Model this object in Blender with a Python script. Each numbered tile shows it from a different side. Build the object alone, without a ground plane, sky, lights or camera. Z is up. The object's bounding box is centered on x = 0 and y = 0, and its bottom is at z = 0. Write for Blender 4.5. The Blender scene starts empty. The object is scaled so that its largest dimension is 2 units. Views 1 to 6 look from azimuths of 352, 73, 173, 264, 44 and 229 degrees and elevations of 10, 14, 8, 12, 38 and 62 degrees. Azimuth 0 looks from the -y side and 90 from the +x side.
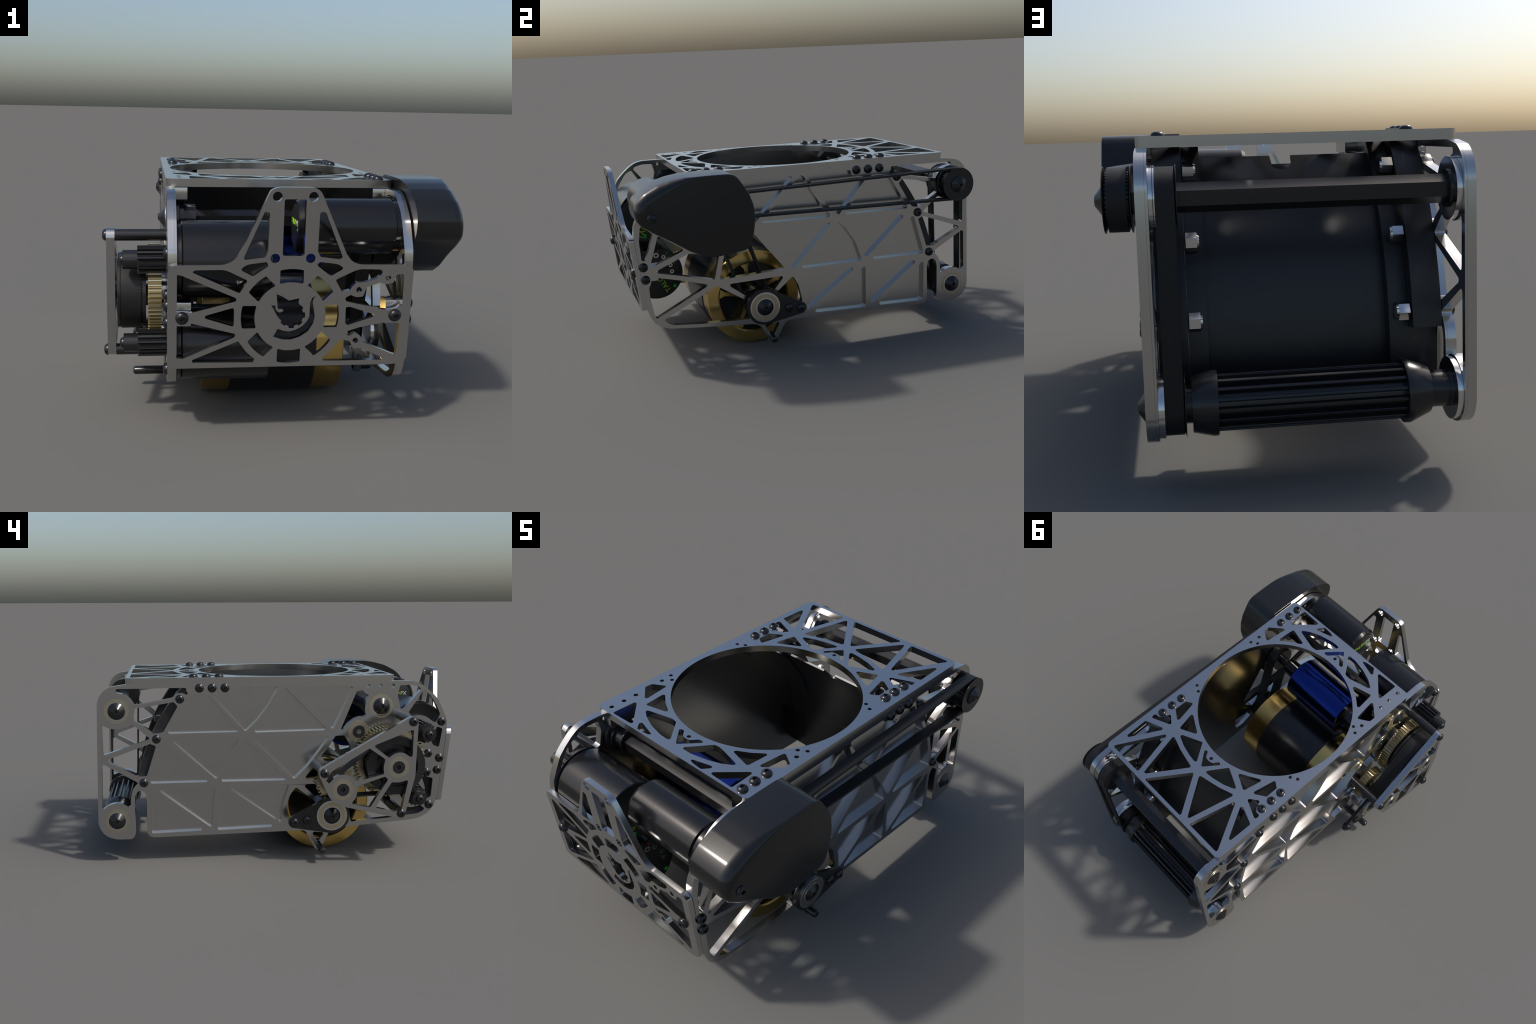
# Robot ball launcher: two pocketed side plates, truss top plate with a round opening,
# front plate, curved hood, flywheel drum, blue roller, motors, gearbox and belts.
import bpy, bmesh, math
from math import sin, cos, pi, radians, atan2, hypot, sqrt
from mathutils import Vector, Matrix
from mathutils.geometry import tessellate_polygon

XL, XR, TH = -0.460, 0.497, 0.035      # outer faces of the side plates, plate thickness
XC = 0.0185                            # middle between the side plates
ZT = 1.022                             # upper face of the top plate
DRUM = (-0.268, 0.272)                 # (y, z) of the flywheel axis
HC = (-0.270, 0.250)                   # (y, z) centre of the hood arcs

# ------------------------------------------------------------------ materials
def material(name, color, metallic=0.0, rough=0.4, spec=0.5, grain=0.0, grain_scale=60.0, stretch=(1, 1, 1), coat=0.0):
    m = bpy.data.materials.new(name)
    m.use_nodes = True
    nt = m.node_tree
    b = nt.nodes["Principled BSDF"]
    b.inputs["Metallic"].default_value = metallic
    b.inputs["Specular IOR Level"].default_value = spec
    b.inputs["Coat Weight"].default_value = coat
    tc = nt.nodes.new("ShaderNodeTexCoord")
    mp = nt.nodes.new("ShaderNodeMapping")
    mp.inputs["Scale"].default_value = stretch
    no = nt.nodes.new("ShaderNodeTexNoise")
    no.inputs["Scale"].default_value = grain_scale
    no.inputs["Detail"].default_value = 3.0
    nt.links.new(tc.outputs["Object"], mp.inputs["Vector"])
    nt.links.new(mp.outputs["Vector"], no.inputs["Vector"])
    cr = nt.nodes.new("ShaderNodeValToRGB")
    lo, hi = 1.0 - grain, 1.0 + grain
    cr.color_ramp.elements[0].position = 0.3
    cr.color_ramp.elements[1].position = 0.7
    cr.color_ramp.elements[0].color = (color[0] * lo, color[1] * lo, color[2] * lo, 1)
    cr.color_ramp.elements[1].color = (color[0] * hi, color[1] * hi, color[2] * hi, 1)
    nt.links.new(no.outputs["Fac"], cr.inputs["Fac"])
    nt.links.new(cr.outputs["Color"], b.inputs["Base Color"])
    mr = nt.nodes.new("ShaderNodeMapRange")
    mr.inputs["To Min"].default_value = max(0.02, rough - 0.006)
    mr.inputs["To Max"].default_value = rough + 0.006
    nt.links.new(no.outputs["Fac"], mr.inputs["Value"])
    nt.links.new(mr.outputs["Result"], b.inputs["Roughness"])
    return m

ALU = material("aluminium", (0.52, 0.515, 0.505), 1.0, 0.20, grain=0.008, grain_scale=9)
STEEL = material("bright_steel", (0.66, 0.66, 0.66), 1.0, 0.16, grain=0.01)
BLACK = material("black_anodised", (0.012, 0.012, 0.013), 0.0, 0.25, grain=0.1)
CAN = material("black_motor_can", (0.007, 0.007, 0.008), 0.0, 0.20, spec=0.42, grain=0.1)
PLASTIC = material("black_printed_cover", (0.009, 0.009, 0.009), 0.0, 0.22, grain=0.1, grain_scale=120)
SHEET = material("black_hood_sheet", (0.012, 0.012, 0.013), 0.0, 0.34, grain=0.12, grain_scale=40)
RUBBER = material("belt_rubber", (0.010, 0.010, 0.010), 0.0, 0.5, spec=0.35, grain=0.1)
SCREW = material("black_oxide_screw", (0.010, 0.010, 0.011), 0.0, 0.22, grain=0.1)
GOLD = material("gold_anodised", (0.70, 0.50, 0.17), 1.0, 0.22, grain=0.01)
BRASS = material("brass_gear", (0.60, 0.53, 0.35), 1.0, 0.24, grain=0.01)
BLUE = material("blue_anodised", (0.022, 0.045, 0.24), 1.0, 0.20, grain=0.01)
TAN = material("bearing_shield", (0.50, 0.455, 0.33), 1.0, 0.30, grain=0.01)
CAP = material("motor_cap_plastic", (0.014, 0.014, 0.014), 0.0, 0.4, grain=0.1)
LIME = material("lime_print", (0.30, 0.62, 0.01), 0.0, 0.5, grain=0.05)
GREEN = material("green_print", (0.01, 0.48, 0.02), 0.0, 0.5, grain=0.05)
RED = material("red_print", (0.5, 0.01, 0.01), 0.0, 0.5, grain=0.05)
YELLOW = material("yellow_print", (0.6, 0.5, 0.02), 0.0, 0.5, grain=0.05)
WHITE = material("white_print", (0.6, 0.6, 0.6), 0.0, 0.5, grain=0.05)

# ------------------------------------------------------------------ object helpers
root = bpy.data.objects.new("robot_ball_launcher", None)
bpy.context.scene.collection.objects.link(root)
root["label"] = "silver truss-plated robot ball launcher with black motors and gold drum"
root["category"] = "robot part"

def link(name, me, mat, parent=None):
    ob = bpy.data.objects.new(name, me)
    if mat is not None and not me.materials:
        me.materials.append(mat)
    bpy.context.scene.collection.objects.link(ob)
    ob.parent = parent or root
    return ob

def mesh_from(verts, faces, angle=30.0):
    me = bpy.data.meshes.new("shape")
    me.from_pydata(verts, [], faces)
    bm = bmesh.new()
    bm.from_mesh(me)
    bmesh.ops.remove_doubles(bm, verts=bm.verts, dist=1e-6)
    bmesh.ops.recalc_face_normals(bm, faces=bm.faces)
    bm.to_mesh(me)
    bm.free()
    me.polygons.foreach_set("use_smooth", [True] * len(me.polygons))
    me.set_sharp_from_angle(angle=radians(angle))
    me.update()
    return me

def rounded(pts, r, seg=4):
    """Polygon with each corner replaced by an arc of radius r (or less if the edges are short)."""
    out = []
    n = len(pts)
    for i in range(n):
        p0, p1, p2 = Vector(pts[i - 1]), Vector(pts[i]), Vector(pts[(i + 1) % n])
        a, b = p0 - p1, p2 - p1
        la, lb = a.length, b.length
        if la < 1e-6 or lb < 1e-6:
            continue
        a, b = a / la, b / lb
        ang = math.acos(max(-1, min(1, a.dot(b))))
        if ang > radians(172) or r <= 0:
            out.append(tuple(p1)); continue
        want = r if ang < radians(140) else max(r, 0.08)     # blunt corners belong to long arcs
        t = min(want / math.tan(ang / 2), 0.48 * min(la, lb))
        rr = t * math.tan(ang / 2)
        c = p1 + (a + b).normalized() * (rr / sin(ang / 2))
        s, e = p1 + a * t - c, p1 + b * t - c
        a0, a1 = atan2(s.y, s.x), atan2(e.y, e.x)
        d = (a1 - a0 + pi) % (2 * pi) - pi
        for k in range(seg + 1):
            q = a0 + d * k / seg
            out.append((c.x + rr * cos(q), c.y + rr * sin(q)))
    return out

def grown(pts, d):
    """Polygon with every edge moved outwards by d."""
    n = len(pts)
    area = sum(pts[i][0] * pts[(i + 1) % n][1] - pts[(i + 1) % n][0] * pts[i][1] for i in range(n))
    sg = 1 if area > 0 else -1
    out = []
    for i in range(n):
        a, b, c = Vector(pts[i - 1]), Vector(pts[i]), Vector(pts[(i + 1) % n])
        u, v = (b - a).normalized(), (c - b).normalized()
        n1, n2 = Vector((u.y, -u.x)) * sg, Vector((v.y, -v.x)) * sg
        m = n1 + n2
        k = max(m.length_squared / 2, 0.35)
        out.append(tuple(b + m * (d / k)))
    return out

def circle(c, r, n=32, a0=0.0):
    return [(c[0] + r * cos(a0 + 2 * pi * k / n), c[1] + r * sin(a0 + 2 * pi * k / n)) for k in range(n)]

def arc(c, r, d0, d1, n=8):
    return [(c[0] + r * cos(radians(d0 + (d1 - d0) * k / n)), c[1] + r * sin(radians(d0 + (d1 - d0) * k / n))) for k in range(n + 1)]

def slab_geo(loops, w0, w1, put):
    """Extruded polygon with holes. put(u, v, w) -> xyz"""
    flat = [p for lp in loops for p in lp]
    tris = tessellate_polygon([[Vector((p[0], p[1], 0)) for p in lp] for lp in loops])
    n = len(flat)
    verts = [put(p[0], p[1], w0) for p in flat] + [put(p[0], p[1], w1) for p in flat]
    faces = [tuple(t) for t in tris] + [tuple(i + n for i in reversed(t)) for t in tris]
    o = 0
    for lp in loops:
        m = len(lp)
        for i in range(m):
            a, b = o + i, o + (i + 1) % m
            faces.append((a, b, b + n, a + n))
        o += m
    return verts, faces

def along_x(u, v, w): return (w, u, v)
def along_z(u, v, w): return (u, v, w)

def merge(*geos):
    V, Fc = [], []
    for v, f in geos:
        o = len(V)
        V += v
        Fc += [tuple(i + o for i in t) for t in f]
    return V, Fc

def slab(name, loops, w0, w1, mat, put=along_x, parent=None, angle=30):
    v, f = slab_geo(loops, w0, w1, put)
    return link(name, mesh_from(v, f, angle), mat, parent)

def lathe_geo(profile, c, n=40, a0=0.0):
    """Solid of revolution about an axis parallel to x; profile = [(x, radius), ...]."""
    verts, faces = [], []
    for x, r in profile:
        for k in range(n):
            t = a0 + 2 * pi * k / n
            verts.append((x, c[0] + r * cos(t), c[1] + r * sin(t)))
    m = len(profile)
    for j in range(m - 1):
        for k in range(n):
            a, b = j * n + k, j * n + (k + 1) % n
            faces.append((a, b, b + n, a + n))
    closed = profile[0] == profile[-1]
    if not closed and profile[0][1] > 1e-5: faces.append(tuple(range(n)))
    if not closed and profile[-1][1] > 1e-5: faces.append(tuple(range((m - 1) * n, m * n)))
    return verts, faces

def lathe(name, profile, c, mat, n=40, parent=None, a0=0.0, angle=30):
    v, f = lathe_geo(profile, c, n, a0)
    return link(name, mesh_from(v, f, angle), mat, parent)

def ring(name, c, r0, r1, x0, x1, mat, n=48, parent=None):
    return slab(name, [circle(c, r1, n), circle(c, r0, n)], x0, x1, mat, parent=parent)

def box(name, lo, hi, mat, parent=None, r=0.006):
    v, f = slab_geo([rounded([(lo[1], lo[2]), (hi[1], lo[2]), (hi[1], hi[2]), (lo[1], hi[2])], r, 3)], lo[0], hi[0], along_x)
    return link(name, mesh_from(v, f), mat, parent)

def hull(pts):
    pts = sorted(set((round(p[0], 6), round(p[1], 6)) for p in pts))
    def half(seq):
        h = []
        for p in seq:
            while len(h) > 1 and (h[-1][0] - h[-2][0]) * (p[1] - h[-2][1]) - (h[-1][1] - h[-2][1]) * (p[0] - h[-2][0]) <= 0:
                h.pop()
            h.append(p)
        return h[:-1]
    return half(pts) + half(pts[::-1])

def gear_outline(c, r_root, r_tip, teeth, a0=0.0, land=0.22):
    out = []
    for i in range(teeth):
        t = a0 + 2 * pi * i / teeth
        w = 2 * pi / teeth
        for dt, r in ((-0.5 + 0.04, r_root), (-0.27, r_root + 0.15 * (r_tip - r_root)), (-land * 0.62, r_tip), (land * 0.62, r_tip), (0.27, r_root + 0.15 * (r_tip - r_root))):
            out.append((c[0] + r * cos(t + dt * w), c[1] + r * sin(t + dt * w)))
    return out

def gear(name, c, r_root, r_tip, teeth, x0, x1, mat, bore=0.03, a0=0.0, parent=None, holes=0, hole_r=0.02, hole_at=0.0):
    lp = [gear_outline(c, r_root, r_tip, teeth, a0), circle(c, bore, 24)]
    for k in range(holes):
        q = 2 * pi * k / holes
        lp.append(circle((c[0] + hole_at * cos(q), c[1] + hole_at * sin(q)), hole_r, 16))
    return slab(name, lp, x0, x1, mat, parent=parent, angle=25)

def belt(name, c1, r1, c2, r2, x0, x1, th=0.009, parent=None):
    pts = lambda d: hull(circle(c1, r1 + d, 64) + circle(c2, r2 + d, 64))
    return slab(name, [pts(th), pts(0.0)], x0, x1, RUBBER, parent=parent)

def toothed_pulley(name, c, r, x0, x1, flange=0.012, teeth=40, parent=None, fl_t=0.004, mat=None):
    """Timing pulley: toothed drum between two thin flared flanges."""
    g = slab_geo([gear_outline(c, r - 0.006, r, teeth, land=0.34)], x0 + fl_t, x1 - fl_t, along_x)
    f1 = lathe_geo([(x0, r * 0.4), (x0, r + flange), (x0 + fl_t * 0.5, r + flange), (x0 + fl_t + 0.004, r - 0.004)], c, 48)
    f2 = lathe_geo([(x1 - fl_t - 0.004, r - 0.004), (x1 - fl_t * 0.5, r + flange), (x1, r + flange), (x1, r * 0.4)], c, 48)
    v, f = merge(g, f1, f2)
    return link(name, mesh_from(v, f, 25), mat or BLACK, parent)

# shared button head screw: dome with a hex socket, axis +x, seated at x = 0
def screw_mesh():
    n = 24
    prof = [(0.0, 0.0245), (0.004, 0.0243), (0.009, 0.0222), (0.013, 0.0185), (0.0155, 0.014), (0.0163, 0.0095), (0.007, 0.0085), (0.007, 0.0)]
    v, f = lathe_geo(prof, (0, 0), n)
    me = mesh_from(v, f, 40)
    me.materials.append(SCREW)
    return me
SCREW_ME = screw_mesh()

def screw(pos, direction, scale=1.0, parent=None):
    ob = link("bolt", SCREW_ME, None, parent)
    q = Vector((1, 0, 0)).rotation_difference(Vector(direction))
    ob.matrix_local = Matrix.Translation(pos) @ q.to_matrix().to_4x4() @ Matrix.Scale(scale, 4)
    return ob

def nut_mesh():
    hexo = circle((0, 0), 0.026, 6)
    g = slab_geo([hexo, circle((0, 0), 0.012, 12)], 0.0, 0.03, along_x)
    r = lathe_geo([(0.03, 0.022), (0.036, 0.018), (0.036, 0.012)], (0, 0), 18)
    v, f = merge(g, r)
    me = mesh_from(v, f, 25)
    me.materials.append(STEEL)
    return me
NUT_ME = nut_mesh()

def nut(pos, direction, scale=1.0):
    ob = link("nut", NUT_ME, None)
    q = Vector((1, 0, 0)).rotation_difference(Vector(direction))
    ob.matrix_local = Matrix.Translation(pos) @ q.to_matrix().to_4x4() @ Matrix.Scale(scale, 4)

# bearing seen flush in a plate: steel inner race, tan shield, steel outer race, on side s (+1 / -1)
def bearing(c, x, s, r_in=0.047, r_out=0.066, inner_ring=0.006):
    b = ring("bearing", c, r_in + inner_ring, r_out, x - s * 0.02, x + s * 0.0016, TAN)
    ring("bearing_race", c, r_in, r_in + inner_ring, x - s * 0.02, x + s * 0.0030, STEEL, parent=b)
    return b

def cone_cap(c, x, s, r=0.046, h=0.024):
    """Black countersunk shaft cap with a small socket."""
    prof = [(x - s * 0.01, r), (x + s * 0.003, r), (x + s * h, r * 0.36), (x + s * h, r * 0.16), (x + s * (h - 0.012), r * 0.14), (x + s * (h - 0.012), 0.0)]
    return lathe("shaft_cap", prof, c, SCREW, 32)

# ------------------------------------------------------------------ side plates
PANEL_POCKETS = [
    [(.492, .925), (.394, .929), (.229, .727), (.613, .725), (.546, .83)],
    [(.335, .925), (.357, .916), (.191, .729), (.128, .791), (.071, .865), (.028, .939), (.012, .964), (.262, .964), (.272, .935)],
    [(-.024, .962), (-.258, .727), (.147, .722), (.09, .784), (.034, .871), (-.004, .950)],
    [(-.066, .960), (-.400, .960), (-.292, .731)],
    [(.595, .686), (.354, .468), (.273, .61), (.228, .684)],
    [(.648, .672), (.711, .452), (.390, .452), (.615, .658)],
    [(.188, .682), (-.038, .451), (.324, .453), (.287, .56), (.229, .648)],
    [(.147, .684), (-.079, .457), (-.152, .53), (-.216, .612), (-.271, .688)],
    [(.673, .412), (.383, .192), (.377, .303), (.363, .419)],
    [(.711, .401), (.709, .171), (.421, .177)],
    [(.345, .414), (.346, .178), (.027, .186), (.322, .400)],
    [(.288, .415), (-.003, .209), (-.009, .305), (-.047, .419)],
]
REAR_HUBS = [(.882, .847), (.898, .244)]
REAR_HOLES = [
    [(.883, .966), (.508, .968), (.508, .946), (.497, .940), (.508, .929), (.529, .941), (.552, .940), (.572, .926), (.584, .913), (.784, .878), (.809, .918), (.842, .938), (.882, .947)],
    [(.788, .859), (.577, .892), (.556, .869), (.636, .732), (.656, .726), (.692, .725), (.710, .744), (.795, .798)],
    [(.961, .777), (.936, .759), (.889, .749), (.842, .757), (.801, .775), (.710, .699), (.714, .690), (.962, .609)],
    [(.951, .581), (.709, .668), (.677, .655), (.730, .492), (.773, .488)],
    [(.969, .555), (.956, .558), (.779, .455), (.783, .443), (.809, .417), (.820, .374), (.823, .320), (.833, .321), (.864, .340), (.894, .345), (.932, .338), (.968, .313), (.976, .318)],
]
REAR_OUTLINE = [(.710, .145), (.735, .160), (.738, .195), (.735, .372), (.744, .400), (.765, .412), (.787, .405), (.799, .373), (.800, .294), (.800, .164), (.818, .139), (.898, .139)] \
    + arc((.898, .244), .102, -70, 0, 6) + [(.992, .59)] + arc((.872, .872), .112, 0, 70, 7) + [(.830, .989)]
FRONT_TOP = [(-.723, .989), (-.766, .981), (-.807, .956), (-.848, .920), (-.882, .884), (-.910, .827), (-.933, .776), (-.938, .726), (-.896, .330)]

OUT_L = FRONT_TOP + [(-.880, .287), (-.846, .236), (-.795, .212), (-.743, .202), (-.360, .171), (-.300, .165), (-.274, .137), (-.248, .085), (-.243, .055), (-.222, .040), (-.198, .050), (-.143, .155), (-.117, .159), (-.032, .157)] + REAR_OUTLINE
HOLES_L = [
    [(-.662, .965), (-.723, .968), (-.771, .956), (-.782, .942), (-.688, .829), (-.668, .838), (-.660, .874), (-.650, .916), (-.659, .944)],
    [(-.715, .815), (-.795, .936), (-.833, .917), (-.872, .856), (-.895, .802), (-.886, .781), (-.871, .755), (-.854, .763), (-.813, .793), (-.766, .801), (-.735, .793)],
    [(-.424, .944), (-.449, .943), (-.471, .922), (-.490, .915), (-.472, .877), (-.468, .827), (-.477, .796), (-.427, .795), (-.381, .764), (-.353, .727), (-.334, .724)],
    [(-.307, .692), (-.356, .693), (-.384, .648), (-.395, .610), (-.395, .560), (-.330, .545), (-.250, .550), (-.225, .580), (-.260, .618)],
    [(-.130, .452), (-.182, .515), (-.215, .500), (-.215, .458)],
    [(-.127, .418), (-.205, .427), (-.250, .400), (-.230, .362), (-.193, .354)],
    [(-.088, .408), (-.055, .365), (-.036, .304), (-.036, .251), (-.050, .197), (-.120, .205), (-.190, .250), (-.205, .310), (-.185, .333)],
    [(-.178, .150), (-.206, .098), (-.222, .098), (-.252, .142)],
    [(-.400, .200), (-.655, .220), (-.640, .290), (-.600, .400), (-.420, .400), (-.385, .300)],
    [(-.878, .735), (-.912, .720), (-.896, .615), (-.862, .628), (-.848, .655), (-.872, .700)],
    [(-.800, .455), (-.868, .440), (-.860, .335), (-.838, .322), (-.818, .335), (-.826, .385)],
    [(-.690, .228), (-.790, .236), (-.830, .262), (-.800, .285), (-.750, .272), (-.700, .280)],
    circle((-.775, .712), .062, 32), circle((-.742, .366), .062, 32),
    circle((-.487, .964), .011, 16), circle((-.556, .964), .011, 16), circle((-.625, .964), .011, 16),
    circle((-.60, .555), .05, 24),
]
OUT_R = FRONT_TOP + [(-.880, .280), (-.860, .245), (-.825, .222), (-.779, .207), (-.605, .190), (-.313, .166), (-.278, .148), (-.245, .078), (-.238, .055), (-.218, .042), (-.192, .055), (-.134, .162), (-.058, .164), (.043, .158)] + REAR_OUTLINE
HOLES_R = [
    [(-.900, .780), (-.838, .726), (-.884, .591), (-.906, .592), (-.912, .693)],
    [(-.864, .559), (-.813, .717), (-.675, .627), (-.856, .552)],
    [(-.836, .529), (-.656, .606), (-.495, .573), (-.526, .445), (-.829, .518)],
    [(-.867, .502), (-.712, .465), (-.564, .424), (-.572, .412), (-.848, .271), (-.858, .285), (-.876, .388), (-.878, .448), (-.865, .466)],
    [(-.820, .255), (-.516, .409), (-.372, .317), (-.360, .257), (-.337, .198), (-.622, .210), (-.765, .224)],
    [(-.499, .441), (-.468, .571), (-.400, .600), (-.323, .620), (-.299, .674), (-.126, .456)],
    [(-.460, .411), (-.133, .420), (-.195, .346), (-.253, .375), (-.314, .368), (-.361, .334)],
    [(-.086, .412), (-.054, .355), (-.036, .275), (-.040, .225), (-.110, .220), (-.170, .250), (-.195, .320)],
    [(-.262, .158), (-.226, .092), (-.206, .092), (-.168, .160)],
    [(-.662, .965), (-.723, .968), (-.771, .956), (-.715, .930), (-.665, .940)],
    circle((-.789, .847), .05, 24), circle((-.56, .85), .045, 24),
]

def side_plate(outline, holes, x_out, s):
    """s = +1: outer face at +x. Blind pockets are milled 28 mm deep into the outer face."""
    thru = [rounded(h, 0.009, 3) if len(h) < 16 else h for h in REAR_HOLES + holes]
    pockets = [rounded(grown(p, 0.0035), 0.010, 4) for p in PANEL_POCKETS]
    edge = rounded(outline, 0.024, 4)
    depth = 0.027
    x_mid, x_in = x_out - s * depth, x_out - s * TH
    face = slab_geo([edge] + thru + pockets, x_out, x_mid - s * 0.0010, along_x)
    floor = slab_geo([edge] + thru, x_mid, x_in, along_x)
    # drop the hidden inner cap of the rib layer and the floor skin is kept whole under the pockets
    v, f = merge(face, floor)
    return link("side_plate", mesh_from(v, f), ALU)

plate_l = side_plate(OUT_L, HOLES_L, XL, -1)
plate_r = side_plate(OUT_R, HOLES_R, XR, +1)

HOOD_BOLTS = [(.544, .908), (.674, .693), (.748, .454)]
for c in HOOD_BOLTS + [(.438, .965), (.370, .965), (.301, .965)]:
    screw((XL, c[0], c[1]), (-1, 0, 0), parent=plate_l)
    screw((XR, c[0], c[1]), (1, 0, 0), parent=plate_r)
for c in [(-.905, .761), (-.834, .582), (-.900, .555), (-.829, .474), (-.890, .487), (-.850, .287)]:
    screw((XL, c[0], c[1]), (-1, 0, 0), parent=plate_l)
for c in [(-.900, .557), (-.893, .489)]:
    screw((XR, c[0], c[1]), (1, 0, 0), parent=plate_r)

# ------------------------------------------------------------------ top plate
def mir(p): return [(-x, y) for x, y in p]
TOP_C = (0.0, -0.021)
HALF = [  # pockets of the +x half, measured from the middle line
    [(.442, .735), (.446, .572), (.322, .525)],
    [(.445, .808), (.289, .533), (.219, .808)],
    [(.190, .800), (.258, .518), (.166, .549), (.103, .563), (.033, .577)],
    [(.442, .537), (.442, .502), (.415, .502), (.390, .476), (.380, .440), (.320, .484)],
    [(.386, .400), (.386, .325), (.345, .298), (.313, .447)],
    [(.272, .467), (.299, .345), (.170, .417)],
    [(.245, .489), (.112, .429), (.034, .543), (.100, .536), (.170, .520)],
    [(.376, -.483), (.380, -.620), (.242, -.616)],
    [(.246, -.571), (.205, -.623), (.155, -.620), (.115, -.609)],
    [(.297, -.502), (.240, -.539), (.177, -.564), (.096, -.581), (.034, -.582), (.122, -.470), (.154, -.465)],
    [(.336, -.350), (.325, -.476), (.200, -.445), (.274, -.402)],
    [(.441, -.343), (.443, -.380), (.358, -.455), (.376, -.302)],
    [(.441, -.272), (.438, -.308), (.411, -.290)],
]
MIDDLE = [
    [(.0, .588), (.160, .811), (-.153, .811)],
    [(.0, .537), (.068, .452), (.048, .446), (.026, .478), (.0, .484), (-.026, .478), (-.048, .446), (-.068, .452)],
    [(.0, -.580), (.076, -.497), (.070, -.486), (.048, -.489), (.022, -.520), (.0, -.525), (-.022, -.520), (-.048, -.489), (-.076, -.492)],
]
loops = [rounded([(-.4785, -.633), (.4785, -.633), (.4785, .831), (-.4785, .831)], .032, 6), circle(TOP_C, .444, 120)]
for h in HALF:
    loops += [rounded(h, .009, 3), rounded(mir(h), .009, 3)]
loops += [rounded(h, .008, 3) for h in MIDDLE]
SMALL = [(.436, -.229), (.401, -.252), (.388, .226), (.425, .205)]
for c in SMALL:
    loops += [circle(c, .0095, 14), circle((-c[0], c[1]), .0095, 14)]
loops += [circle((.0, .463), .010, 14), circle((.0, -.505), .010, 14)]
loops += [circle((-.4205, y), .011, 16) for y in (-.594, -.524, -.455)]
loops = [[(x + XC, y) for x, y in lp] for lp in loops]
top_plate = slab("top_plate", loops, ZT - .033, ZT, ALU, along_z)
for y in (.468, .398, .329):
    screw((XC + .4205, y, ZT), (0, 0, 1), parent=top_plate)
    screw((XC - .4205, y, ZT), (0, 0, 1), parent=top_plate)
for y in (-.596, -.527, -.458):
    screw((XC + .4185, y, ZT), (0, 0, 1), parent=top_plate)
# corner brackets below the top plate
for sx in (-1, 1):
    xi = XC + sx * .4425
    for y0, y1 in ((.27, .505), (-.630, -.42)):
        box("bracket", (min(xi, xi - sx * .052), y0, .932), (max(xi, xi - sx * .052), y1, ZT - .0335), ALU)

# ------------------------------------------------------------------ front plate (leans forward)
LEAN = 0.110
def on_front(u, v, w): return (u, -0.8845 - LEAN * v + w, v)
FRONT_OUT = [(-.253, .726), (-.211, .741), (-.184, .781), (-.080, 1.012), (-.055, 1.024), (.084, 1.024), (.110, 1.010), (.223, .765), (.247, .735), (.280, .725),
             (.468, .724), (.494, .704), (.494, .331), (.455, .308), (-.440, .308), (-.462, .312), (-.462, .700), (-.450, .722), (-.426, .726)]
FC = (.013, .516)
def sector(a_mid, r0, r1, half):
    """Window between two radii; straight sides half the given width apart."""
    q = radians(a_mid)
    ax, ay = (cos(q), sin(q)), (-sin(q), cos(q))
    pts = []
    for k in range(7):
        t = half * (k / 3.0 - 1)
        pts.append((sqrt(r0 * r0 - t * t), t))
    for k in range(7):
        t = half * (1 - k / 3.0)
        pts.append((sqrt(r1 * r1 - t * t), t))
    return [(FC[0] + a * ax[0] + b * ay[0], FC[1] + a * ax[1] + b * ay[1]) for a, b in pts]
FRONT_HOLES = [
    [(-.028, .979), (.055, .979), (.057, .765), (.050, .760), (-.020, .760), (-.027, .765)],
    [(-.101, .932), (-.082, .930), (-.082, .779), (-.092, .755), (-.179, .745)],
    [(.109, .926), (.119, .933), (.132, .928), (.208, .753), (.197, .746), (.121, .756), (.109, .774)],
    [(-.188, .707), (-.163, .727), (-.086, .737), (-.080, .720), (-.138, .680)],
    [(-.370, .698), (-.360, .706), (-.244, .707), (-.157, .664), (-.187, .613)],
    [(-.430, .689), (-.413, .687), (-.198, .593), (-.200, .581), (-.377, .535), (-.385, .538), (-.429, .539)],
    [(-.336, .519), (-.207, .556), (-.206, .477)],
    [(-.428, .497), (-.383, .497), (-.196, .447), (-.203, .434), (-.403, .348), (-.428, .352)],
    [(-.188, .418), (-.155, .372), (-.120, .341), (-.127, .328), (-.367, .332), (-.365, .343)],
    [(.107, .724), (.119, .736), (.193, .727), (.216, .710), (.165, .679), (.137, .700)],
    [(.184, .664), (.274, .707), (.367, .704), (.370, .693), (.357, .671), (.302, .651), (.270, .654), (.250, .634), (.245, .623), (.214, .613)],
    [(.226, .590), (.249, .602), (.271, .592), (.298, .595), (.311, .633), (.363, .652), (.386, .643), (.417, .651), (.426, .681), (.447, .688), (.458, .678), (.459, .560), (.437, .543), (.394, .538), (.232, .576)],
    [(.232, .552), (.247, .554), (.363, .516), (.244, .477), (.234, .485)],
    [(.226, .446), (.291, .467), (.404, .488), (.454, .481), (.451, .345), (.312, .404), (.299, .433), (.276, .445), (.253, .431)],
    [(.149, .337), (.221, .418), (.257, .411), (.272, .382), (.303, .379), (.397, .337), (.392, .327), (.156, .328)],
]
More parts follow.
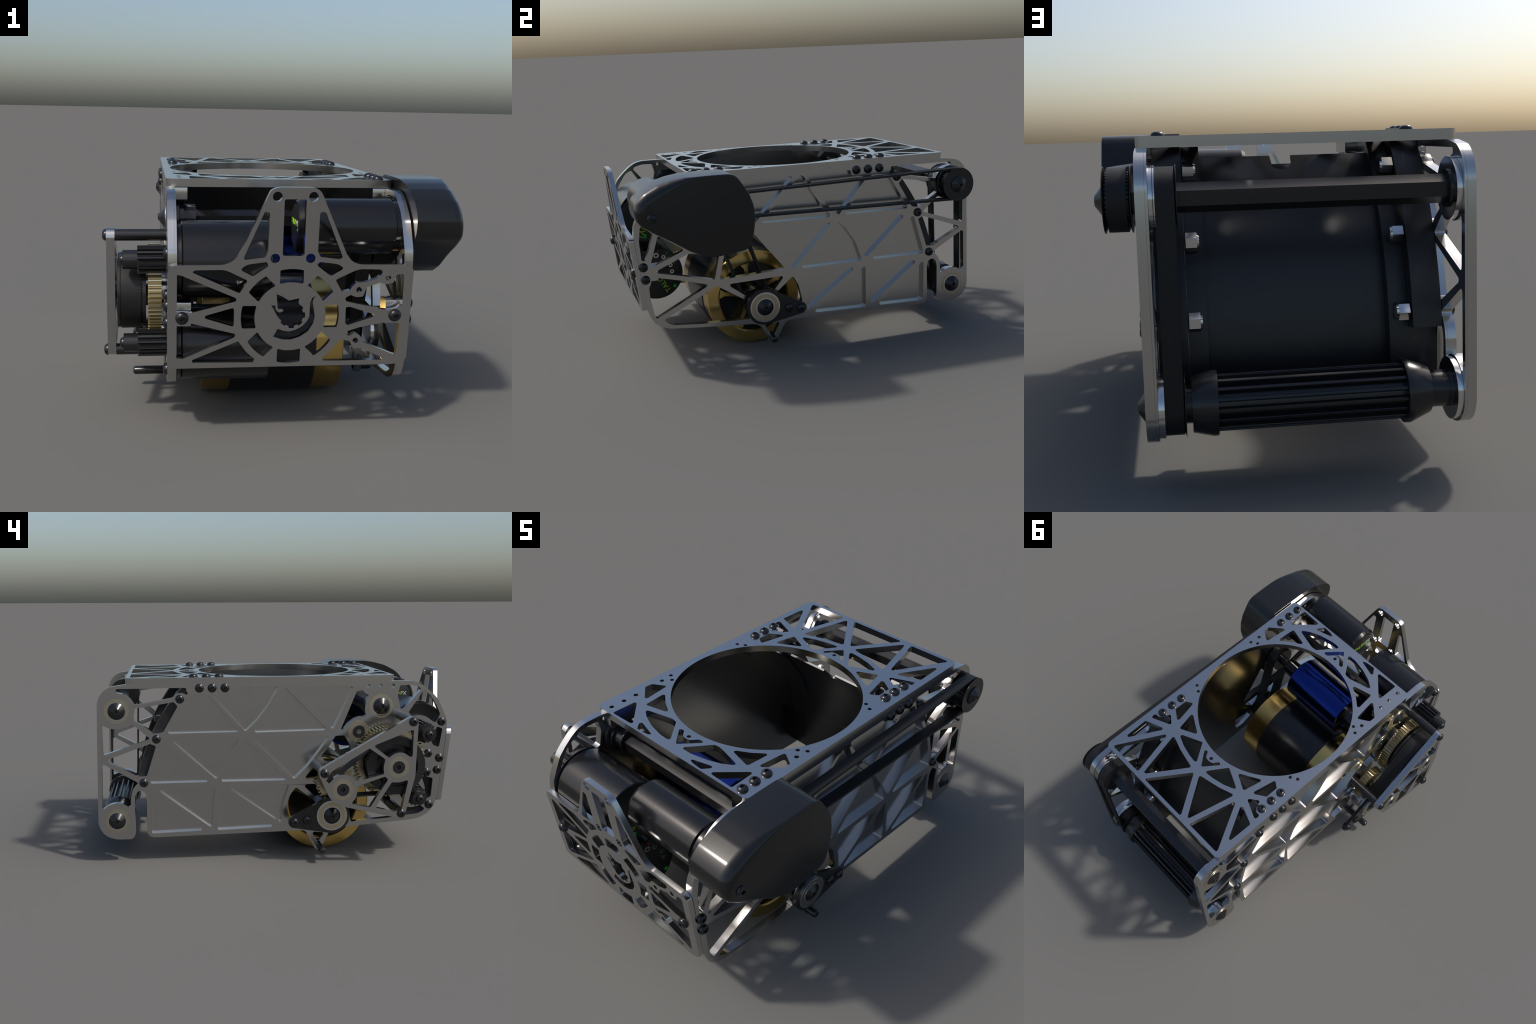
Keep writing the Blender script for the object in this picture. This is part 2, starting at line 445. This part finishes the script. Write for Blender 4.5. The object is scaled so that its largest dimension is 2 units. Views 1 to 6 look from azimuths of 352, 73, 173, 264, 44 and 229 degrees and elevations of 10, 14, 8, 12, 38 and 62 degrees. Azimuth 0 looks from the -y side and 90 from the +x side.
# emblem: animal head merging into a cog, with a curled tail
HEAD = [(-.044, .609), (-.021, .599), (.005, .582), (.046, .591), (.044, .578), (.046, .567), (.056, .560), (.063, .551), (.059, .546), (.063, .533), (.071, .532), (.072, .512), (.063, .510), (.059, .497), (.063, .492), (.049, .478), (.043, .483), (.030, .479), (.030, .469), (.009, .469), (.008, .478), (-.004, .483), (-.009, .478), (-.025, .493), (-.020, .499), (-.031, .509), (-.042, .526), (-.053, .547), (-.064, .564), (-.047, .562), (-.046, .549), (-.039, .538), (-.028, .533), (-.013, .540), (-.021, .548), (-.037, .549)]
TAIL = [(.111, .600), (.101, .587), (.100, .571), (.105, .547), (.110, .517), (.106, .488), (.087, .455), (.054, .432), (.020, .421), (-.014, .422), (-.051, .434), (-.034, .467), (-.015, .459), (.010, .455), (.037, .461), (.063, .477), (.081, .497), (.089, .517), (.089, .548), (.089, .573), (.096, .591)]
fl = [rounded(FRONT_OUT, .018, 4)] + [rounded(h, .007, 3) for h in FRONT_HOLES]
fl += [rounded(sector(a, .140, .193, .046), .005, 3) for a in range(0, 360, 45)]
fl += [HEAD, TAIL]
fl += [circle(c, .0185, 24) for c in ((-.055, .989), (.082, .989), (-.055, .751), (.082, .751))]
fl += [circle(c, .0115, 16) for c in ((.281, .623), (.394, .671), (.280, .412))]
front_plate = slab("front_plate", fl, 0.0, .025, ALU, on_front)
fd = Vector((0, -1, -LEAN)).normalized()
for x in (-.406, .432):
    screw((x, -0.8845 - LEAN * .516, .516), fd, 1.05, parent=front_plate)
    s = -1 if x < 0 else 1
    xi = XL + TH + .0005 if s < 0 else XR - TH - .0005
    b = box("bracket", (min(xi, xi - s * .055), -.900, .470), (max(xi, xi - s * .055), -.820, .568), ALU)

# ------------------------------------------------------------------ curved hood between the side plates
def hood_piece(name, x0, x1, r0, r1, a0, a1, mat=SHEET, n=40):
    outer = arc(HC, r1, a0, a1, n)
    inner = arc(HC, r0, a1, a0, n)
    return slab(name, [outer + inner], x0, x1, mat)
HOOD_TOP, HOOD_LOW = 45.2, -6.0
def sheet_radius(deg):
    """The middle sheet bulges inwards from its upper edge to the bottom."""
    t = (HOOD_TOP - deg) / (HOOD_TOP - HOOD_LOW)
    return .973 - .021 * min(1.0, t * 1.6)
def upper_edge(x):
    """Flat upper edge with a small U-shaped cut-out in the middle."""
    d = abs(x - .030)
    if d > .036: return HOOD_TOP
    return 43.6 - 1.9 * sqrt(max(0.0, 1 - (d / .0365) ** 2))
SHEET_LOW = -3.5
def hood_sheet():
    xs = [XC - .288, -.2, -.1] + [.030 - .0362] + [.030 - .036 + .072 * k / 12 for k in range(13)] + [.030 + .0362] + [.12, .2, XC + .288]
    n = 48
    verts, faces = [], []
    for dr in (0.0, .010):
        for x in xs:
            hi = upper_edge(x)
            for k in range(n + 1):
                d = SHEET_LOW + (hi - SHEET_LOW) * k / n
                t, rr = radians(d), sheet_radius(d) + dr
                verts.append((x, HC[0] + rr * cos(t), HC[1] + rr * sin(t)))
    m = len(xs); st = n + 1; off = m * st
    for i in range(m - 1):
        for k in range(n):
            a = i * st + k
            faces.append((a, a + 1, a + st + 1, a + st))
            faces.append((off + a, off + a + st, off + a + st + 1, off + a + 1))
        for k in (0, n):
            a = i * st + k
            faces.append((a, a + st, off + a + st, off + a))
    for i in (0, m - 1):
        for k in range(n):
            a = i * st + k
            faces.append((a, a + 1, off + a + 1, off + a))
    return link("hood", mesh_from(verts, faces), SHEET)
hood = hood_sheet()
for s in (-1, 1):
    # side flange carries the sheet; the rail outside it is bolted through the side plate
    a, b = XC + s * .2885, XC + s * .349
    hood_piece("hood_flange", min(a, b), max(a, b), .955, 1.013, HOOD_LOW, 46.5)
    a, b = XC + s * .3495, XC + s * .442
    hood_piece("hood_skirt", min(a, b), max(a, b), .990, 1.010, HOOD_LOW, 8.4)
    a, b = XC + s * .3495, XC + s * .4425
    hood_piece("hood_rail", min(a, b), max(a, b), .955, 1.074, 8.5, 46.5)
    for c in HOOD_BOLTS:
        nut((XC + s * .345, c[0], c[1]), (-s, 0, 0), 1.15)

# ------------------------------------------------------------------ rear shafts, pulleys, belts
H1, H2 = REAR_HUBS
for c in REAR_HUBS:
    for x, s in ((XL, -1), (XR, 1)):
        bearing(c, x, s)
        ring("bearing_flange", c, .050, .094, x - s * (TH + .0005), x - s * (TH + .018), STEEL)
        lathe("bearing_spacer", [(x - s * TH, .060), (x - s * (TH + .024), .056), (x - s * (TH + .024), .03)], c, BLACK)
    cone_cap(c, XL, -1)
cone_cap(H2, XR, 1)
lathe("hex_shaft", [(XL + .02, .043), (XR + .05, .043)], H1, BLACK, 6, a0=radians(30), angle=20)
toothed_pulley("pulley", H1, .080, .384, .450, .014)
toothed_pulley("pulley", H1, .080, .508, .586, .014)
cone_cap(H1, .588, 1)
belt("drive_belt", H1, .0805, H2, .0765, .390, .444)
toothed_pulley("pulley", H2, .076, .384, .450, .016)

# fluted lower roller
def flutes(c, r, n, depth):
    """Thin ridges on a smaller core."""
    out = []
    for i in range(n):
        t = 2 * pi * i / n
        w = 2 * pi / n
        for dt, rr in ((-.5, r - depth), (-.24, r - depth), (-.20, r - .9 * depth), (-.16, r - .08 * depth), (-.12, r), (.12, r), (.16, r - .08 * depth), (.20, r - .9 * depth), (.24, r - depth)):
            out.append((c[0] + rr * cos(t + dt * w), c[1] + rr * sin(t + dt * w)))
    return out
roller = slab("feed_roller", [flutes(H2, .083, 16, .022)], -.290, .300, BLACK)
lathe("roller_collar", [(.292, .05), (.292, .095), (.306, .096), (.366, .082), (.366, .055), (.392, .055)], H2, BLACK, parent=roller)
lathe("roller_collar", [(-.262, .05), (-.262, .095), (-.278, .096), (-.340, .070), (-.340, .055), (-.432, .055)], H2, BLACK, parent=roller)

# long belt on the outside, from the rear pulley to the covered pulley
HF = (-.560, .852)          # front cross shaft
belt("drive_belt", H1, .0805, (-.560, .845), .055, .520, .574, .011)
lathe("cross_shaft", [(XL + .03, .043), (XR + .004, .043)], (-.562, .844), CAN, 6, a0=radians(30), angle=20)
bearing(HF, XL, -1)
cone_cap(HF, XL, -1)
lathe("shaft_collar", [(-.424, .03), (-.424, .085), (-.405, .085), (-.402, .070), (-.385, .070), (-.385, .058), (-.335, .056), (-.335, .03)], HF, BLACK)
lathe("shaft_collar", [(.461, .03), (.461, .07), (.430, .07), (.430, .03)], HF, BLACK)

# ------------------------------------------------------------------ flywheel drum
drum = lathe("flywheel_drum", [(XC - .19, .10), (XC - .19, .270), (XC - .187, .272), (XC + .187, .272), (XC + .19, .270), (XC + .19, .10)], DRUM, BLACK, 96)
for s in (-1, 1):
    x0, x1 = XC + s * .1905, XC + s * .315
    lathe("wheel_rim", [(x0, .190), (x0, .2675), (x1 - s * .004, .2675), (x1, .2635), (x1, .206), (x1 - s * .006, .198), (x1 - s * .03, .193), (x1 - s * .09, .190), (x0, .190)], DRUM, GOLD, 96, parent=drum)
    xs, xe = XC + s * .215, XC + s * .295
    for k in range(5):
        q = radians(100 + 72 * k)
        u, v = (cos(q), sin(q)), (-sin(q), cos(q))
        pt = lambda r, w: (DRUM[0] + u[0] * r + v[0] * w, DRUM[1] + u[1] * r + v[1] * w)
        slab("wheel_spoke", [[pt(.05, -.024), pt(.105, -.011), pt(.16, -.011), pt(.197, -.034), pt(.197, .034), pt(.16, .011), pt(.105, .011), pt(.05, .024)]], xs, xe - s * .02, GOLD, parent=drum)
    lathe("wheel_web", [(XC + s * .192, .189), (XC + s * .212, .189), (XC + s * .214, .06)], DRUM, BLACK, 72, parent=drum)
    lathe("wheel_hub", [(XC + s * .20, .03), (XC + s * .20, .070), (XC + s * .300, .066), (XC + s * .325, .055), (XC + s * .325, .03)], DRUM, BLACK, 48, parent=drum)
lathe("drum_shaft", [(XL - .08, .028), (XR + .04, .028)], DRUM, BLACK, 24)
# stack of hub parts between drum and right plate
lathe("shaft_hub", [(.344, .03), (.344, .072), (.378, .072), (.379, .066), (.382, .066), (.383, .078), (.410, .078), (.410, .03)], DRUM, STEEL, 48)
toothed_pulley("pulley", DRUM, .062, .404, .460, .010, 28)
# bearing arms outside both plates, held off by a round hub
for x, s, gap, th in ((XL, -1, .100, .020), (XR, 1, .028, .020)):
    big, tip = (-.268, .272), (-.063, .240)
    pts = hull(circle(big, .100, 48) + circle(tip, .034, 24))
    x0, xf = x + s * gap, x + s * (gap + th)
    arm = slab("bearing_arm", [pts, circle(big, .05, 32)], x0, xf, BLACK)
    ring("bearing_seat", big, .050, .084, xf - s * .01, xf + s * .006, STEEL, parent=arm)
    ring("bearing_shield", big, .053, .075, xf - s * .01, xf + s * .0072, TAN, parent=arm)
    ring("bearing_race", big, .046, .053, xf - s * .01, xf + s * .0085, STEEL, parent=arm)
    cone_cap(big, xf, s, .045, .022)
    lathe("arm_hub", [(x - s * .03, .062), (x0 - s * .030, .062), (x0 - s * .016, .080), (x0, .082), (x0, .05)], big, STEEL, 48, parent=arm)
    for c in (tip, (-.131, .250)):
        screw((xf, c[0], c[1]), (s, 0, 0), .95, parent=arm)
        screw((x0, c[0], c[1]), (-s, 0, 0), .80, parent=arm)
    # tension pin in the V below
    reach = .145 if s < 0 else .055
    lathe("pin", [(x - s * .035, .020), (x + s * (reach - .012), .020), (x + s * (reach - .003), .016), (x + s * reach, .007), (x + s * reach, 0)], (-.218, .078), BLACK, 12, a0=.2)

# ------------------------------------------------------------------ blue roller
RB = (-.425, .712)
blue = ring("blue_roller", RB, .108, .126, XC - .200, XC + .200, BLUE, 72)
for s in (-1, 1):
    a, b = XC + s * .150, XC + s * .188
    lp = [circle(RB, .1078, 64), circle(RB, .028, 24)] + [circle((RB[0] + .068 * cos(q), RB[1] + .068 * sin(q)), .021, 20) for q in [k * pi / 3 for k in range(6)]]
    slab("roller_end", lp, min(a, b), max(a, b), BLACK, parent=blue)
lathe("roller_shaft", [(XL + .012, .028), (.45, .028)], RB, BLACK, 24)
lathe("shaft_collar", [(XC + .19, .03), (XC + .19, .052), (.335, .050), (.335, .03)], RB, CAN, 32)
lathe("shaft_collar", [(XC - .19, .03), (XC - .19, .060), (-.30, .060), (-.30, .045), (-.42, .045), (-.42, .03)], RB, BLACK, 32)
RBL = (-.437, .713)
bearing(RBL, XL, -1, .034, .060, .002)
ring("bearing_bore", RBL, .014, .034, XL - .003, XL + .02, BLACK)
toothed_pulley("pulley", RB, .066, .392, .458, .010, 30)
belt("drive_belt", RB, .0665, DRUM, .0625, .398, .456, .012)

# ------------------------------------------------------------------ gearbox on the left side
GX = -.700
GA, GB = (-.600, .555), (-.302, .441)
GOUT = [(-.668, .828), (-.690, .815), (-.700, .795), (-.692, .507), (-.646, .310), (-.628, .281), (-.600, .279), (-.417, .323), (-.299, .351), (-.236, .387), (-.201, .464), (-.173, .522), (-.176, .550), (-.195, .562)]
GH = [
    [(-.470, .677), (-.676, .757), (-.673, .611), (-.657, .611), (-.630, .632), (-.601, .636), (-.570, .628), (-.547, .607), (-.470, .666)],
    [(-.237, .540), (-.439, .660), (-.446, .657), (-.527, .600), (-.518, .559), (-.522, .520), (-.380, .486), (-.366, .498), (-.340, .518), (-.302, .526), (-.262, .514), (-.236, .486), (-.221, .474), (-.211, .492)],
    [(-.384, .461), (-.529, .507), (-.544, .490), (-.451, .341), (-.347, .362), (-.374, .397)],
    [(-.479, .340), (-.565, .475), (-.607, .473), (-.655, .487), (-.625, .330), (-.584, .312)],
    circle(GA, .03, 24), circle(GB, .03, 24),
]
gbox = slab("gearbox_plate", [rounded(GOUT, .022, 4)] + [rounded(h, .007, 3) if len(h) < 20 else h for h in GH], GX, GX + .034, ALU)
for c in ((-.672, .797), (-.203, .531), (-.621, .304)):
    screw((GX, c[0], c[1]), (-1, 0, 0), parent=gbox)
    lathe("standoff", [(GX + .034, .024), (XL - .0005, .024)], c, BLACK, 24)
for c in (GA, GB):
    bearing(c, GX, -1, .034, .056, .006)
    ring("bearing_bore", c, .012, .034, GX - .002, GX + .03, BLACK)
    lathe("gear_shaft", [(GX + .012, .028), (XL + .02, .028)], c, BLACK, 6, angle=20)
gear("large_gear", GA, .182, .197, 64, -.534, -.480, BRASS, .03)
ring("gear_hub", GA, .03, .08, -.480, XL - .001, ALU)
# dished timing pulley: toothed rim, recessed web, hub
rim_l = [gear_outline(GA, .146, .152, 80, land=.34), circle(GA, .116, 64)]
g = merge(slab_geo(rim_l, -.648, -.556, along_x), slab_geo([circle(GA, .158, 64), circle(GA, .118, 64)], -.656, -.645, along_x),
          slab_geo([circle(GA, .160, 64), circle(GA, .03, 32)], -.556, -.542, along_x), slab_geo([circle(GA, .117, 64), circle(GA, .03, 32)], -.610, -.560, along_x),
          slab_geo([circle(GA, .062, 48), circle(GA, .03, 32)], -.650, -.612, along_x))
link("large_pulley", mesh_from(*g, 25), BLACK)
gear("small_gear", GB, .098, .112, 36, -.534, -.485, BRASS, .03, a0=.05)
toothed_pulley("pulley", GB, .052, -.655, -.550, .010, 26, fl_t=.010)
belt("drive_belt", GA, .1525, GB, .0525, -.642, -.562, .007)
gear("pinion", DRUM, .052, .068, 22, -.520, -.475, STEEL, .02)

# ------------------------------------------------------------------ motors
def motor(c, x_face, s, can_len, r=.152, chamfer=0.0, end_r=None):
    """Motor can with stepped face at x_face running in direction s along x; dark plastic disc on its far end."""
    xe = x_face + s * can_len
    end_r = end_r or r - .004
    body = lathe("motor", [(x_face, .04), (x_face, r - .012), (x_face + s * .018, r - .010), (x_face + s * .024, r), (xe - s * (chamfer + .004), r), (xe, end_r), (xe, end_r - .01), (xe - s * .01, .05)], c, CAN, 72)
    lathe("motor_cap", [(xe - s * .01, end_r - .010), (xe + s * .001, end_r - .010), (xe + s * .002, end_r - .014), (xe + s * .002, 0.0)], c, CAP, 64, parent=body)
    return body, xe + s * .002

def letters(word, size, mat, origin, ang, face_sign, parent, name="lettering"):
    """Raised text on a face looking along +x or -x, turned by ang degrees in that face."""
    cu = bpy.data.curves.new("text", "FONT")
    cu.body = word
    cu.size = size
    cu.extrude = 0.0012
    cu.align_x = "CENTER"
    cu.align_y = "CENTER"
    tmp = bpy.data.objects.new("text_tmp", cu)
    bpy.context.scene.collection.objects.link(tmp)
    dg = bpy.context.evaluated_depsgraph_get()
    me = bpy.data.meshes.new_from_object(tmp.evaluated_get(dg))
    bpy.data.objects.remove(tmp)
    right = Vector((0, 1 if face_sign > 0 else -1, 0))
    up = Vector((0, 0, 1))
    q = radians(ang)
    u = right * cos(q) + up * sin(q)
    v = -right * sin(q) + up * cos(q)
    nrm = Vector((face_sign, 0, 0))
    M = Matrix((u, v, nrm)).transposed().to_4x4()
    M.translation = Vector(origin)
    me.transform(M)
    ob = link(name, me, mat, parent)
    return ob

M1, M2, M3 = (-.783, .716), (-.742, .366), (-.785, .848)
face_l = XL + TH + .0005
for c, tw in ((M1, -60), (M2, -52)):
    body, xf = motor(c, face_l, 1, .370, .154)
    pl = lambda u, v: (xf, c[0] + u, c[1] + v)
    at = lambda y, z: (xf, y, z)
    if c is M1:
        letters("TALON FX", .045, LIME, at(-.780, .683), 64, 1, body)
        box("status_light", (xf - .001, -.804, .588), (xf + .0015, -.788, .612), GREEN, body, .002)
    else:
        letters("TALON FX", .045, LIME, at(-.733, .343), 123, 1, body)
        box("status_light", (xf - .001, -.650, .272), (xf + .0015, -.633, .290), GREEN, body, .002)
        slab("controller_panel", [rounded([(-.778, .447), (-.735, .520), (-.662, .505), (-.607, .44), (-.609, .384), (-.66, .36)], .015, 4)], xf - .03, xf + .006, CAP, parent=body)
        for y, z, r in ((-.743, .480, .016), (-.700, .466, .012), (-.661, .412, .012), (-.655, .373, .012)):
            ring("terminal", (y, z), r * .5, r, xf + .005, xf + .011, STEEL, 20, parent=body)
        box("status_light", (xf + .005, -.735, .498), (xf + .0075, -.727, .506), RED, body, .001)
        letters("L", .030, GREEN, (xf + .006, -.675, .485), -40, 1, body)
        letters("H", .030, YELLOW, (xf + .006, -.639, .430), 45, 1, body)
body3, xf = motor(M3, XR - TH - .0005, -1, .408, .112, .014, .101)
letters("TALON", .032, LIME, (xf, M3[0] + .020, M3[1] + .016), 0, -1, body3)
letters("FX", .032, WHITE, (xf, M3[0] - .046, M3[1] + .016), 0, -1, body3)
box("status_light", (xf - .0015, M3[0] - .066, M3[1] - .012), (xf + .001, M3[0] - .050, M3[1] - .002), GREEN, body3, .002)
# pinions of the two gearbox motors
for c in (M1, M2):
    gear("pinion", c, .042, .056, 16, -.575, -.462, BLACK, .018, a0=.1)
    lathe("pinion_collar", [(-.575, .02), (-.575, .038), (-.632, .038), (-.634, .02)], c, BLACK, 32)
    screw((-.633, c[0], c[1]), (-1, 0, 0), .9)
    lp = [circle(c, .148, 48), circle(c, .05, 32)] + [circle((c[0] + .118 * cos(k * pi / 4), c[1] + .118 * sin(k * pi / 4)), .010, 14) for k in range(8)]
    slab("motor_flange", lp, face_l + .0005, face_l + .004, CAP)

# ------------------------------------------------------------------ cover over the right-hand drive
COVER = [(-.948, .866), (-.950, .892), (-.940, .924), (-.918, .948), (-.895, .968), (-.827, 1.003), (-.759, 1.022), (-.687, 1.033), (-.572, 1.035), (-.470, 1.034),
         (-.440, 1.024), (-.420, 1.004), (-.372, .930), (-.351, .870), (-.344, .800), (-.354, .728), (-.371, .662), (-.402, .638), (-.445, .634), (-.508, .625), (-.560, .620), (-.610, .627), (-.690, .664), (-.780, .722), (-.865, .772), (-.927, .815), (-.942, .838)]
def cover_geo():
    base = rounded(COVER, .03, 3)
    # dense even sampling
    P = []
    n = len(base)
    for i in range(n):
        a, b = Vector(base[i]), Vector(base[(i + 1) % n])
        k = max(1, int((b - a).length / .02))
        P += [tuple(a.lerp(b, j / k)) for j in range(k)]
    cx, cz = -.60, .83
    m = len(P)
    sign = sum(P[i][0] * P[(i + 1) % m][1] - P[(i + 1) % m][0] * P[i][1] for i in range(m))
    N = []
    for i in range(m):
        t = Vector(P[(i + 2) % m]) - Vector(P[i - 2])
        nn = Vector((-t.y, t.x)).normalized()
        if sign < 0: nn = -nn
        N.append(nn)
    def inset_of(p):
        f = max(0.0, min(1.0, (-.60 - p[0]) / .25))      # the upper nose is strongly rounded, other edges are not
        g = max(0.0, min(1.0, (p[1] - .80) / .11))
        return .006 + .046 * f * f * (3 - 2 * f) * (.25 + .75 * g)
    xo = .702
    rings = []
    rings.append([(.503, p[0], p[1]) for p in P])
    steps = 7
    for k in range(steps + 1):
        q = pi / 2 * k / steps
        row = []
        for p, nn in zip(P, N):
            r = inset_of(p)
            d = r * (1 - cos(q))
            row.append((xo - r + r * sin(q), p[0] + nn.x * d, p[1] + nn.y * d))
        rings.append(row)
    verts = [v for rg in rings for v in rg]
    faces = []
    for j in range(len(rings) - 1):
        for i in range(m):
            a, b = j * m + i, j * m + (i + 1) % m
            faces.append((a, b, b + m, a + m))
    faces.append(tuple(range((len(rings) - 1) * m, len(rings) * m)))
    faces.append(tuple(range(m)))
    return verts, faces
cv, cf = cover_geo()
cover = link("drive_cover", mesh_from(cv, cf, 35), PLASTIC)
screw((.700, -.872, .848), (1, 0, 0), parent=cover)
